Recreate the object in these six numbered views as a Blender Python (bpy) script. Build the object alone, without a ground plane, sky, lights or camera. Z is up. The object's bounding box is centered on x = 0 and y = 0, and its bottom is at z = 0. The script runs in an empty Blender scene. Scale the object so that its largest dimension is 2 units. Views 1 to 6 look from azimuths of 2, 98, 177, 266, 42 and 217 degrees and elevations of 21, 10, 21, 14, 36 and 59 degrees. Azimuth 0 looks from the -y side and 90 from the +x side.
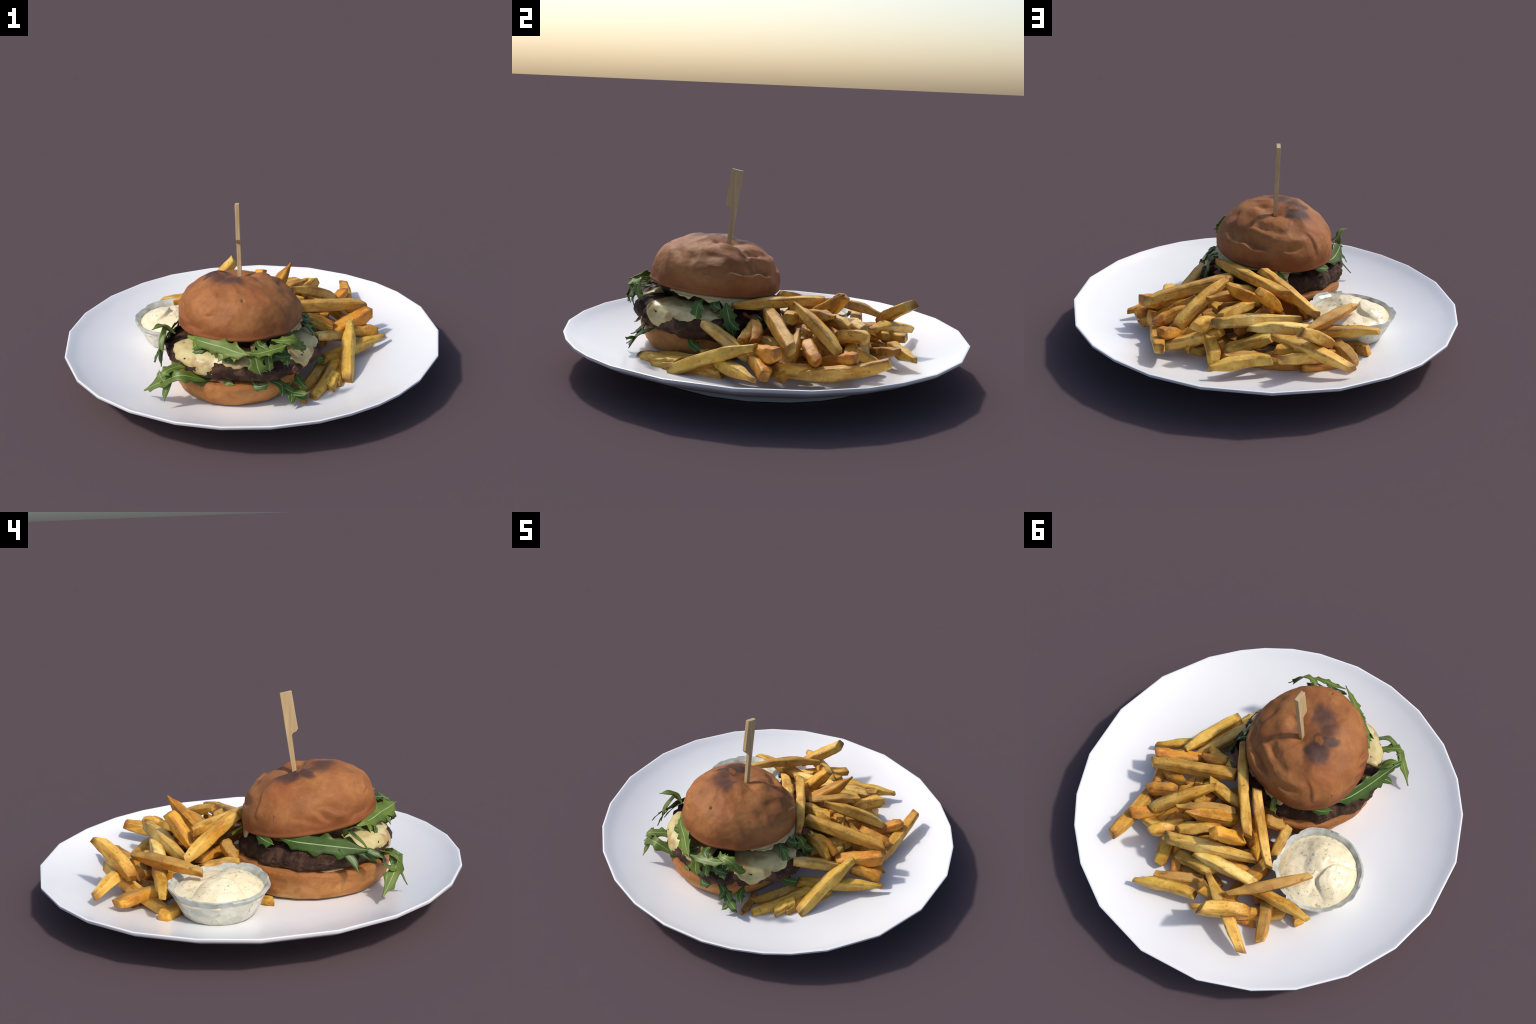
"""A plate with a burger on a paddle skewer, a pile of hand-cut fries and a cup of herb dip."""
import bpy, bmesh, math, random
from math import sin, cos, pi, radians, hypot, atan2, exp
from mathutils import Vector, Matrix, noise

RNG = random.Random(11)
V = Vector


# ------------------------------------------------------------------ helpers
def fbm(p, octaves=3):
    s, a, f = 0.0, 1.0, 1.0
    for _ in range(octaves):
        s += a * noise.noise(p * f)
        a *= 0.5
        f *= 2.1
    return s


def smooth(a, b, x):
    t = min(1.0, max(0.0, (x - a) / (b - a)))
    return t * t * (3 - 2 * t)


def lerp(a, b, t):
    return a + (b - a) * t


def make(name, verts, faces, mats, parent=None, loc=None, rot=None, angle=180.0, face_mat=None, kind=None):
    me = bpy.data.meshes.new(name)
    me.from_pydata([tuple(v) for v in verts], [], faces)
    for m in mats:
        me.materials.append(m)
    if face_mat:
        for p, k in zip(me.polygons, face_mat):
            p.material_index = k
    bm = bmesh.new()
    bm.from_mesh(me)
    bmesh.ops.recalc_face_normals(bm, faces=bm.faces)
    for f in bm.faces:
        f.smooth = True
    if angle < 180:
        for e in bm.edges:
            if len(e.link_faces) == 2 and e.calc_face_angle(0) > radians(angle):
                e.smooth = False
    bm.to_mesh(me)
    bm.free()
    ob = bpy.data.objects.new(name, me)
    bpy.context.scene.collection.objects.link(ob)
    if parent is not None:
        ob.parent = parent
    if loc is not None:
        base = parent.location if parent is not None else V((0, 0, 0))
        ob.location = V(loc) - base
    if rot is not None:
        ob.rotation_euler = rot
    if kind:
        ob["kind"] = kind
    return ob


def empty(name, loc, label, category):
    e = bpy.data.objects.new(name, None)
    e.location = loc
    e["label"], e["category"] = label, category
    bpy.context.scene.collection.objects.link(e)
    return e


def lathe(profile, angles, shape=None):
    """Spin (r, z) pairs; r = 0 at an end closes with one vertex. shape(p, i, t) moves a vertex."""
    verts, rings = [], []
    n = len(angles)
    for i, (r, z) in enumerate(profile):
        ring = []
        if r < 1e-6:
            p = V((0, 0, z))
            verts.append(shape(p, i, 0.0) if shape else p)
            ring = [len(verts) - 1]
        else:
            for t in angles:
                p = V((r * cos(t), r * sin(t), z))
                verts.append(shape(p, i, t) if shape else p)
                ring.append(len(verts) - 1)
        rings.append(ring)
    faces = []
    for a, b in zip(rings, rings[1:]):
        for j in range(n):
            k = (j + 1) % n
            if len(a) == 1 and len(b) == 1:
                continue
            if len(a) == 1:
                faces.append((a[0], b[k], b[j]))
            elif len(b) == 1:
                faces.append((a[j], a[k], b[0]))
            else:
                faces.append((a[j], a[k], b[k], b[j]))
    return verts, faces


def even(n):
    return [2 * pi * i / n for i in range(n)]


def catmull(pts, n):
    P = [V(p) for p in pts]
    P = [P[0] * 2 - P[1]] + P + [P[-1] * 2 - P[-2]]
    out, seg = [], len(P) - 3
    for i in range(n):
        u = i / (n - 1) * seg
        k = min(int(u), seg - 1)
        t = u - k
        a, b, c, d = P[k:k + 4]
        out.append(0.5 * ((2 * b) + (c - a) * t + (2 * a - 5 * b + 4 * c - d) * t * t + (3 * b - a - 3 * c + d) * t ** 3))
    return out


# ---------------------------------------------------------------- materials
class Nodes:
    def __init__(self, name):
        self.m = bpy.data.materials.new(name)
        self.m.use_nodes = True
        self.t = self.m.node_tree
        self.b = self.t.nodes["Principled BSDF"]
        self.co = self.t.nodes.new("ShaderNodeTexCoord")

    def n(self, kind, **kw):
        x = self.t.nodes.new(kind)
        for k, v in kw.items():
            setattr(x, k, v)
        return x

    def put(self, sock, v):
        if isinstance(v, bpy.types.NodeSocket):
            self.t.links.new(v, sock)
        else:
            if hasattr(sock.default_value, "__len__") and len(v) == 3 and sock.type == "RGBA":
                v = (*v, 1)
            sock.default_value = v

    def noise(self, scale, detail=4, rough=0.55, co="Object", stretch=None, seed=0.0, dist=0.0):
        c = self.co.outputs[co] if isinstance(co, str) else co
        mp = self.n("ShaderNodeMapping")
        self.put(mp.inputs["Vector"], c)
        mp.inputs["Location"].default_value = (seed, seed * 1.7, -seed)
        if stretch:
            mp.inputs["Scale"].default_value = stretch
        x = self.n("ShaderNodeTexNoise")
        self.put(x.inputs["Vector"], mp.outputs[0])
        x.inputs["Scale"].default_value = scale
        x.inputs["Detail"].default_value = detail
        x.inputs["Roughness"].default_value = rough
        x.inputs["Distortion"].default_value = dist
        return x.outputs["Fac"]

    def ramp(self, fac, *stops):
        r = self.n("ShaderNodeValToRGB")
        els = r.color_ramp.elements
        while len(els) < len(stops):
            els.new(0.5)
        for e, (p, c) in zip(els, stops):
            e.position = p
            e.color = (c, c, c, 1) if isinstance(c, (int, float)) else (*c, 1)
        self.put(r.inputs[0], fac)
        return r.outputs[0]

    def mix(self, f, a, b, mode="MIX"):
        x = self.n("ShaderNodeMix", data_type="RGBA", blend_type=mode)
        self.put(x.inputs[0], f)
        self.put(x.inputs[6], a)
        self.put(x.inputs[7], b)
        return x.outputs[2]

    def math(self, op, a, b=0.0, clamp=False):
        x = self.n("ShaderNodeMath", operation=op, use_clamp=clamp)
        self.put(x.inputs[0], a)
        self.put(x.inputs[1], b)
        return x.outputs[0]

    def step(self, x, lo, hi):
        r = self.n("ShaderNodeMapRange", interpolation_type="SMOOTHSTEP")
        self.put(r.inputs[0], x)
        r.inputs[1].default_value, r.inputs[2].default_value = lo, hi
        return r.outputs[0]

    def sep(self, co="Object"):
        s = self.n("ShaderNodeSeparateXYZ")
        self.put(s.inputs[0], self.co.outputs[co] if isinstance(co, str) else co)
        return s.outputs

    def warped(self, scale, amount):
        """Object coordinates pushed about by a noise, for ragged spots."""
        x = self.n("ShaderNodeTexNoise")
        self.put(x.inputs["Vector"], self.co.outputs["Object"])
        x.inputs["Scale"].default_value = scale
        x.inputs["Detail"].default_value = 4
        s = self.n("ShaderNodeVectorMath", operation="SUBTRACT")
        self.put(s.inputs[0], x.outputs["Color"])
        s.inputs[1].default_value = (0.5, 0.5, 0.5)
        k = self.n("ShaderNodeVectorMath", operation="SCALE")
        self.put(k.inputs[0], s.outputs[0])
        k.inputs["Scale"].default_value = amount
        a = self.n("ShaderNodeVectorMath", operation="ADD")
        self.put(a.inputs[0], self.co.outputs["Object"])
        self.put(a.inputs[1], k.outputs[0])
        return a.outputs[0]

    def spot(self, co, centre, near, far):
        """1 at the centre, 0 beyond far."""
        d = self.n("ShaderNodeVectorMath", operation="DISTANCE")
        self.put(d.inputs[0], co)
        d.inputs[1].default_value = centre
        return self.math("SUBTRACT", 1.0, self.step(d.outputs["Value"], near, far))

    def cracks(self, scale, width, keep, seed=0.0):
        """Sparse thin lines: cell borders that survive only in noisy patches."""
        v = self.n("ShaderNodeTexVoronoi", feature="DISTANCE_TO_EDGE")
        mp = self.n("ShaderNodeMapping")
        self.put(mp.inputs["Vector"], self.warped(14, 0.05))
        mp.inputs["Location"].default_value = (seed, seed, seed)
        self.put(v.inputs["Vector"], mp.outputs[0])
        v.inputs["Scale"].default_value = scale
        line = self.math("LESS_THAN", v.outputs["Distance"], width)
        return self.math("MULTIPLY", line, self.step(self.noise(scale * 0.9, 2, seed=seed + 3), keep, keep + 0.05))

    def bump(self, h, strength, dist=0.01):
        x = self.n("ShaderNodeBump")
        self.put(x.inputs["Height"], h)
        x.inputs["Strength"].default_value = strength
        x.inputs["Distance"].default_value = dist
        self.put(self.b.inputs["Normal"], x.outputs[0])

    def done(self, col, rough=0.6, spec=0.4, **kw):
        self.put(self.b.inputs["Base Color"], col)
        self.put(self.b.inputs["Roughness"], rough)
        self.put(self.b.inputs["Specular IOR Level"], spec)
        for k, v in kw.items():
            self.put(self.b.inputs[k.replace("_", " ")], v)
        return self.m


def mat_plate():
    k = Nodes("glazed_porcelain")
    col = k.ramp(k.noise(3, 2), (0.3, (0.80, 0.80, 0.81)), (0.7, (0.83, 0.83, 0.835)))
    return k.done(col, 0.22, 0.45)


def mat_fry(name, light, mid, dark, brown=0.5):
    k = Nodes(name)
    info = k.n("ShaderNodeObjectInfo")
    rnd = info.outputs["Random"]
    mp = k.n("ShaderNodeVectorMath", operation="ADD")
    k.put(mp.inputs[0], k.co.outputs["Object"])
    sc = k.math("MULTIPLY", rnd, 40.0)
    k.put(mp.inputs[1], sc)
    co = mp.outputs[0]
    base = k.ramp(k.noise(10, 5, 0.62, co=co, stretch=(0.5, 1, 1)), (0.34, dark), (0.5, mid), (0.66, light))
    streak = k.noise(40, 4, co=co, stretch=(0.2, 1, 1), seed=4)
    base = k.mix(k.math("MULTIPLY", k.step(streak, 0.5, 0.70), 0.5), base, [c * 1.2 for c in light])
    g = k.sep("Generated")[0]
    end = k.math("MAXIMUM", k.step(g, 0.86, 0.99), k.math("SUBTRACT", 1.0, k.step(g, 0.01, 0.14)))
    patch = k.math("MULTIPLY", end, k.step(k.noise(14, 3, co=co, seed=9), 0.36, 0.58))
    blot = k.math("MULTIPLY", k.step(k.noise(11, 5, co=co, seed=2), 0.56, 0.72), brown)
    gs = k.sep("Generated")
    dy = k.math("ABSOLUTE", k.math("SUBTRACT", gs[1], 0.5))
    dz = k.math("ABSOLUTE", k.math("SUBTRACT", gs[2], 0.5))
    rim = k.math("ADD", k.math("MULTIPLY", dy, dz), k.math("MULTIPLY", k.math("SUBTRACT", k.noise(18, 4, co=co, seed=6), 0.5), 0.20))
    blot = k.math("MAXIMUM", blot, k.math("MULTIPLY", k.step(rim, 0.085, 0.19), 0.7))
    toast = k.math("MAXIMUM", k.math("MULTIPLY", patch, 0.85), blot)
    col = k.mix(toast, base, (0.225, 0.082, 0.014))
    col = k.mix(k.math("MULTIPLY", k.step(k.noise(60, 3, co=co, seed=7), 0.63, 0.71), 0.6), col, (0.18, 0.075, 0.018))
    col = k.mix(k.math("MULTIPLY", k.cracks(15, 0.008, 0.585), 0.85), col, (0.05, 0.035, 0.010))
    # a little tint of its own on every fry
    hsv = k.n("ShaderNodeHueSaturation")
    k.put(hsv.inputs["Color"], col)
    k.put(hsv.inputs["Hue"], k.math("ADD", 0.492, k.math("MULTIPLY", rnd, 0.016)))
    k.put(hsv.inputs["Value"], k.math("ADD", 0.90, k.math("MULTIPLY", k.math("FRACT", k.math("MULTIPLY", rnd, 7.3)), 0.2)))
    k.bump(k.noise(38, 6, 0.65, co=co), 0.45, 0.006)
    return k.done(hsv.outputs[0], 0.5, 0.35)


def mat_skin():
    k = Nodes("potato_skin")
    col = k.ramp(k.noise(16, 5, stretch=(0.5, 1, 1)), (0.3, (0.30, 0.140, 0.028)), (0.5, (0.46, 0.245, 0.055)), (0.72, (0.58, 0.345, 0.09)))
    col = k.mix(k.math("MULTIPLY", k.step(k.noise(38, 3, seed=5), 0.58, 0.68), 0.7), col, (0.17, 0.07, 0.022))
    col = k.mix(k.math("MULTIPLY", k.step(k.noise(9, 4, seed=15), 0.50, 0.62), 0.65), col, (0.66, 0.36, 0.065))
    k.bump(k.noise(45, 5), 0.4, 0.004)
    return k.done(col, 0.6, 0.3)


def mat_top_bun():
    k = Nodes("glazed_bun_crust")
    col = k.ramp(k.noise(5, 5, 0.6), (0.3, (0.245, 0.086, 0.026)), (0.5, (0.335, 0.128, 0.038)), (0.72, (0.420, 0.180, 0.058)))
    grain = k.noise(90, 7, 0.75, seed=3)
    col = k.mix(k.math("MULTIPLY", k.step(grain, 0.52, 0.72), 0.42), col, (0.52, 0.22, 0.075))
    col = k.mix(k.math("MULTIPLY", k.step(k.noise(5, 5, seed=8), 0.48, 0.64), 0.5), col, (0.235, 0.082, 0.028))
    col = k.mix(k.math("MULTIPLY", k.step(k.noise(16, 6, 0.7, seed=18), 0.52, 0.70), 0.4), col, (0.20, 0.062, 0.022))
    col = k.mix(k.math("MULTIPLY", k.step(k.noise(130, 3, seed=21), 0.62, 0.72), 0.5), col, (0.16, 0.055, 0.022))
    # redder, longer-baked band around the foot of the crust
    z = k.sep()[2]
    foot = k.math("SUBTRACT", 1.0, k.step(k.math("ADD", z, k.math("MULTIPLY", k.math("SUBTRACT", k.noise(9, 4, seed=5), 0.5), 0.10)), 0.005, 0.085))
    col = k.mix(k.math("MULTIPLY", foot, 0.62), col, (0.185, 0.046, 0.012))
    # scorched rings on the crown where blisters rose
    w = k.warped(13, 0.09)
    burn = 0.0
    for c, near, far, amt in (((-0.110, 0.080, 0.213), 0.034, 0.105, 0.95), ((-0.128, -0.002, 0.222), 0.022, 0.060, 0.9), ((-0.070, 0.055, 0.215), 0.010, 0.036, 0.8),
                              ((-0.100, 0.022, 0.223), 0.040, 0.062, 0.6), ((-0.025, -0.090, 0.222), 0.030, 0.110, 0.74), ((-0.080, -0.055, 0.222), 0.020, 0.085, 0.66),
                              ((0.077, 0.103, 0.201), 0.004, 0.050, 0.45), ((0.110, 0.049, 0.202), 0.040, 0.066, 0.30), ((0.045, -0.050, 0.218), 0.040, 0.070, 0.32),
                              ((-0.022, 0.220, 0.171), 0.004, 0.060, 0.38), ((-0.019, 0.168, 0.196), 0.045, 0.070, 0.26), ((0.14, -0.02, 0.195), 0.003, 0.035, 0.3), ((0.0, 0.03, 0.21), 0.05, 0.155, 0.33)):
        s = k.math("MULTIPLY", k.spot(w, c, near, far), amt)
        burn = s if burn == 0.0 else k.math("MAXIMUM", burn, s)
    for c, near, far, amt in (((-0.094, 0.020, 0.223), 0.012, 0.036, 0.85), ((0.045, -0.050, 0.218), 0.020, 0.046, 0.5), ((0.112, 0.049, 0.202), 0.020, 0.046, 0.45),
                              ((-0.019, 0.168, 0.196), 0.025, 0.050, 0.4), ((0.007, 0.062, 0.20), 0.020, 0.055, 0.35)):
        burn = k.math("SUBTRACT", burn, k.math("MULTIPLY", k.spot(w, c, near, far), amt), True)
    tint = k.ramp(burn, (0.0, (0.30, 0.10, 0.035)), (0.45, (0.175, 0.068, 0.034)), (0.85, (0.062, 0.036, 0.028)))
    col = k.mix(k.math("MULTIPLY", k.step(burn, 0.02, 0.60), 0.92), col, tint)
    for c, near, far, amt in (((0.10, -0.21, 0.17), 0.015, 0.075, 0.35), ((-0.19, 0.15, 0.165), 0.03, 0.12, 0.3)):
        col = k.mix(k.math("MULTIPLY", k.spot(w, c, near, far), amt), col, (0.36, 0.095, 0.035))
    col = k.mix(k.math("MULTIPLY", k.cracks(11, 0.006, 0.60, 2.0), 0.75), col, (0.07, 0.03, 0.015))
    k.bump(k.noise(42, 6, 0.65), 0.3, 0.005)
    return k.done(col, 0.62, 0.25)


def mat_bottom_bun():
    k = Nodes("bun_base_crust")
    col = k.ramp(k.noise(6, 5), (0.3, (0.35, 0.130, 0.032)), (0.5, (0.455, 0.190, 0.052)), (0.72, (0.56, 0.270, 0.088)))
    z = k.sep()[2]
    wob = k.math("ADD", z, k.math("MULTIPLY", k.math("SUBTRACT", k.noise(10, 4, seed=5), 0.5), 0.07))
    col = k.mix(k.math("MULTIPLY", k.step(wob, 0.075, 0.13), 0.55), col, (0.23, 0.066, 0.015))
    col = k.mix(k.math("MULTIPLY", k.math("SUBTRACT", 1.0, k.step(wob, -0.005, 0.03)), 0.5), col, (0.60, 0.42, 0.20))
    col = k.mix(k.math("MULTIPLY", k.step(k.noise(80, 6, 0.7, seed=4), 0.52, 0.72), 0.35), col, (0.56, 0.29, 0.10))
    col = k.mix(k.math("MULTIPLY", k.step(k.noise(18, 5, seed=14), 0.52, 0.68), 0.4), col, (0.26, 0.085, 0.02))
    k.bump(k.noise(40, 6, 0.65), 0.4, 0.006)
    return k.done(col, 0.58, 0.25)


def mat_patty():
    k = Nodes("seared_beef")
    col = k.ramp(k.noise(18, 6, 0.65), (0.3, (0.016, 0.008, 0.006)), (0.5, (0.055, 0.026, 0.016)), (0.68, (0.150, 0.078, 0.048)))
    col = k.mix(k.math("MULTIPLY", k.step(k.noise(7, 3, seed=3), 0.52, 0.66), 0.5), col, (0.080, 0.034, 0.017))
    col = k.mix(k.math("MULTIPLY", k.cracks(22, 0.010, 0.60), 0.8), col, (0.36, 0.17, 0.045))
    k.bump(k.noise(34, 7, 0.75), 0.9, 0.016)
    return k.done(col, 0.62, 0.22)


def mat_cheese():
    k = Nodes("melted_cheese")
    col = k.ramp(k.noise(8, 4), (0.3, (0.40, 0.295, 0.115)), (0.5, (0.53, 0.435, 0.195)), (0.7, (0.64, 0.55, 0.28)))
    col = k.mix(k.math("MULTIPLY", k.step(k.noise(12, 4, seed=6), 0.50, 0.63), 0.65), col, (0.36, 0.20, 0.072))
    col = k.mix(k.math("MULTIPLY", k.cracks(20, 0.010, 0.60), 0.7), col, (0.14, 0.08, 0.03))
    return k.done(col, 0.38, 0.4, Subsurface_Weight=0.12, Subsurface_Scale=0.02)


def mat_cream():
    k = Nodes("cream_sauce")
    col = k.ramp(k.noise(14, 4), (0.3, (0.50, 0.36, 0.15)), (0.7, (0.66, 0.52, 0.26)))  # yellowed and deepened to cancel blue skylight in the bun's shade
    return k.done(col, 0.35, 0.4)


def mat_leaf(name, light, dark):
    k = Nodes(name)
    info = k.n("ShaderNodeObjectInfo")
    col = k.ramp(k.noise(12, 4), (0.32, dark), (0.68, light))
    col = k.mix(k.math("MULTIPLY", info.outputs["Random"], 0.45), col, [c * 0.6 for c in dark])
    col = k.mix(k.math("MULTIPLY", k.cracks(16, 0.008, 0.62), 0.7), col, (0.30, 0.15, 0.03))
    tr = k.n("ShaderNodeBsdfTranslucent")
    k.put(tr.inputs["Color"], k.mix(0.5, col, (0.16, 0.32, 0.03)))
    mx = k.n("ShaderNodeMixShader")
    mx.inputs[0].default_value = 0.18
    k.done(col, 0.42, 0.4)
    k.put(mx.inputs[1], k.b.outputs[0])
    k.put(mx.inputs[2], tr.outputs[0])
    k.put(k.t.nodes["Material Output"].inputs["Surface"], mx.outputs[0])
    return k.m


def mat_plain(name, a, b, scale=20, rough=0.5, spec=0.4, stretch=None):
    k = Nodes(name)
    return k.done(k.ramp(k.noise(scale, 4, stretch=stretch), (0.3, a), (0.7, b)), rough, spec)


def mat_wood():
    k = Nodes("bamboo")
    col = k.ramp(k.noise(60, 4, stretch=(1, 1, 0.06)), (0.3, (0.46, 0.31, 0.150)), (0.7, (0.61, 0.45, 0.25)))
    col = k.mix(k.math("MULTIPLY", k.step(k.noise(6, 2), 0.5, 0.7), 0.3), col, (0.46, 0.31, 0.16))
    return k.done(col, 0.6, 0.25)


def mat_dip():
    k = Nodes("herb_mayonnaise")
    col = k.ramp(k.noise(7, 3), (0.3, (0.78, 0.66, 0.42)), (0.7, (0.90, 0.81, 0.58)))  # base lightened to make up for shading that greys the dip
    col = k.mix(k.math("MULTIPLY", k.step(k.noise(48, 3, seed=2), 0.60, 0.68), 0.65), col, (0.32, 0.32, 0.20))
    col = k.mix(k.math("MULTIPLY", k.step(k.noise(95, 2, seed=12), 0.67, 0.72), 0.75), col, (0.12, 0.15, 0.06))
    col = k.mix(k.math("MULTIPLY", k.cracks(15, 0.007, 0.60), 0.7), col, (0.42, 0.26, 0.09))
    return k.done(col, 0.34, 0.45, Subsurface_Weight=0.1, Subsurface_Scale=0.02)


def mat_cup():
    k = Nodes("clear_plastic_smeared_with_dip")
    col = k.ramp(k.noise(11, 4), (0.3, (0.46, 0.45, 0.36)), (0.52, (0.62, 0.59, 0.46)), (0.72, (0.76, 0.70, 0.52)))
    v = k.n("ShaderNodeTexVoronoi")
    k.put(v.inputs["Vector"], k.co.outputs["Object"])
    v.inputs["Scale"].default_value = 24
    col = k.mix(0.28, col, k.ramp(v.outputs["Color"], (0.2, (0.34, 0.38, 0.36)), (0.8, (0.78, 0.76, 0.66))))
    col = k.mix(k.math("MULTIPLY", k.cracks(17, 0.014, 0.50), 0.8), col, (0.24, 0.13, 0.045))
    k.bump(v.outputs["Distance"], 0.35, 0.01)
    return k.done(col, 0.25, 0.5)


def mat_rim():
    k = Nodes("clear_plastic_lip")
    col = k.ramp(k.noise(16, 4), (0.3, (0.27, 0.28, 0.23)), (0.5, (0.45, 0.46, 0.40)), (0.7, (0.60, 0.61, 0.55)))
    return k.done(col, 0.2, 0.5)


M = dict(plate=mat_plate(),
         golden=mat_fry("fried_potato", (0.84, 0.535, 0.135), (0.71, 0.390, 0.058), (0.50, 0.215, 0.022), 0.35),  # first colour paled to the look of sunlit fry tops
         orange=mat_fry("dark_fried_potato", (0.76, 0.395, 0.06), (0.64, 0.275, 0.030), (0.44, 0.145, 0.016), 0.45),
         pale=mat_fry("pale_fried_potato", (0.84, 0.61, 0.21), (0.72, 0.465, 0.105), (0.52, 0.28, 0.045), 0.2),
         skin=mat_skin(), top_bun=mat_top_bun(), bottom_bun=mat_bottom_bun(), patty=mat_patty(), cheese=mat_cheese(),
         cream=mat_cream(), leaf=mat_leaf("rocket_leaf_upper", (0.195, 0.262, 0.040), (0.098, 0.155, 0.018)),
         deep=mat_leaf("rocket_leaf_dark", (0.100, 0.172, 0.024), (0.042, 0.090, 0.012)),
         rib=mat_plain("leaf_midrib", (0.20, 0.30, 0.09), (0.30, 0.42, 0.17)),
         bacon=mat_plain("fried_bacon", (0.10, 0.022, 0.012), (0.26, 0.075, 0.03), 16, 0.4),
         tomato=mat_plain("tomato_flesh", (0.11, 0.016, 0.010), (0.22, 0.035, 0.016), 10, 0.4),
         filling=mat_plain("near_black_brown", (0.010, 0.012, 0.006), (0.07, 0.035, 0.016), 18, 0.5),
         wood=mat_wood(), dip=mat_dip(), cup=mat_cup(), rim=mat_rim())

# -------------------------------------------------------------------- plate
RIM_ANGLES = [radians(a) for a in (0.7, 19.1, 33.4, 43.9, 56.6, 71.4, 89.5, 107.2, 122.2, 134.2, 148.7, 164.2, 178.6,
                                   196.6, 212.5, 224.7, 237.3, 251.5, 263.9, 276.8, 289.9, 299, 308.1, 316, 326.5, 343.1)]
PLATE = [(0, 0.066), (0.25, 0.066), (0.45, 0.067), (0.58, 0.070), (0.68, 0.078), (0.77, 0.095), (0.85, 0.118), (0.92, 0.144),
         (0.965, 0.166), (0.988, 0.182), (0.994, 0.1845), (0.999, 0.182), (0.999, 0.172), (0.990, 0.164), (0.93, 0.134), (0.82, 0.092),
         (0.72, 0.060), (0.645, 0.038), (0.615, 0.024), (0.603, 0.004), (0.597, 0.0), (0.57, 0.0), (0.56, 0.016), (0.3, 0.026), (0, 0.028)]


def plate_shape(p, i, t):
    r = hypot(p.x, p.y)
    if r > 0.9:
        k = 1 + 0.004 * noise.noise(V((cos(t) * 2, sin(t) * 2, 3.1))) * smooth(0.9, 1.0, r)
        p = V((p.x * k, p.y * k, p.z + 0.003 * noise.noise(V((cos(t) * 3, sin(t) * 3, 9.0)))))
    return p


v, f = lathe(PLATE, RIM_ANGLES, plate_shape)
plate = make("dinner_plate", v, f, [M["plate"]], angle=62)
plate["label"] = "round white porcelain plate with a raised rim"
plate["category"] = "plate"


def plate_z(x, y):
    r = hypot(x, y)
    for (a, za), (b, zb) in zip(PLATE, PLATE[1:]):
        if a <= r <= b:
            return lerp(za, zb, (r - a) / (b - a))
    return 0.18


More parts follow.
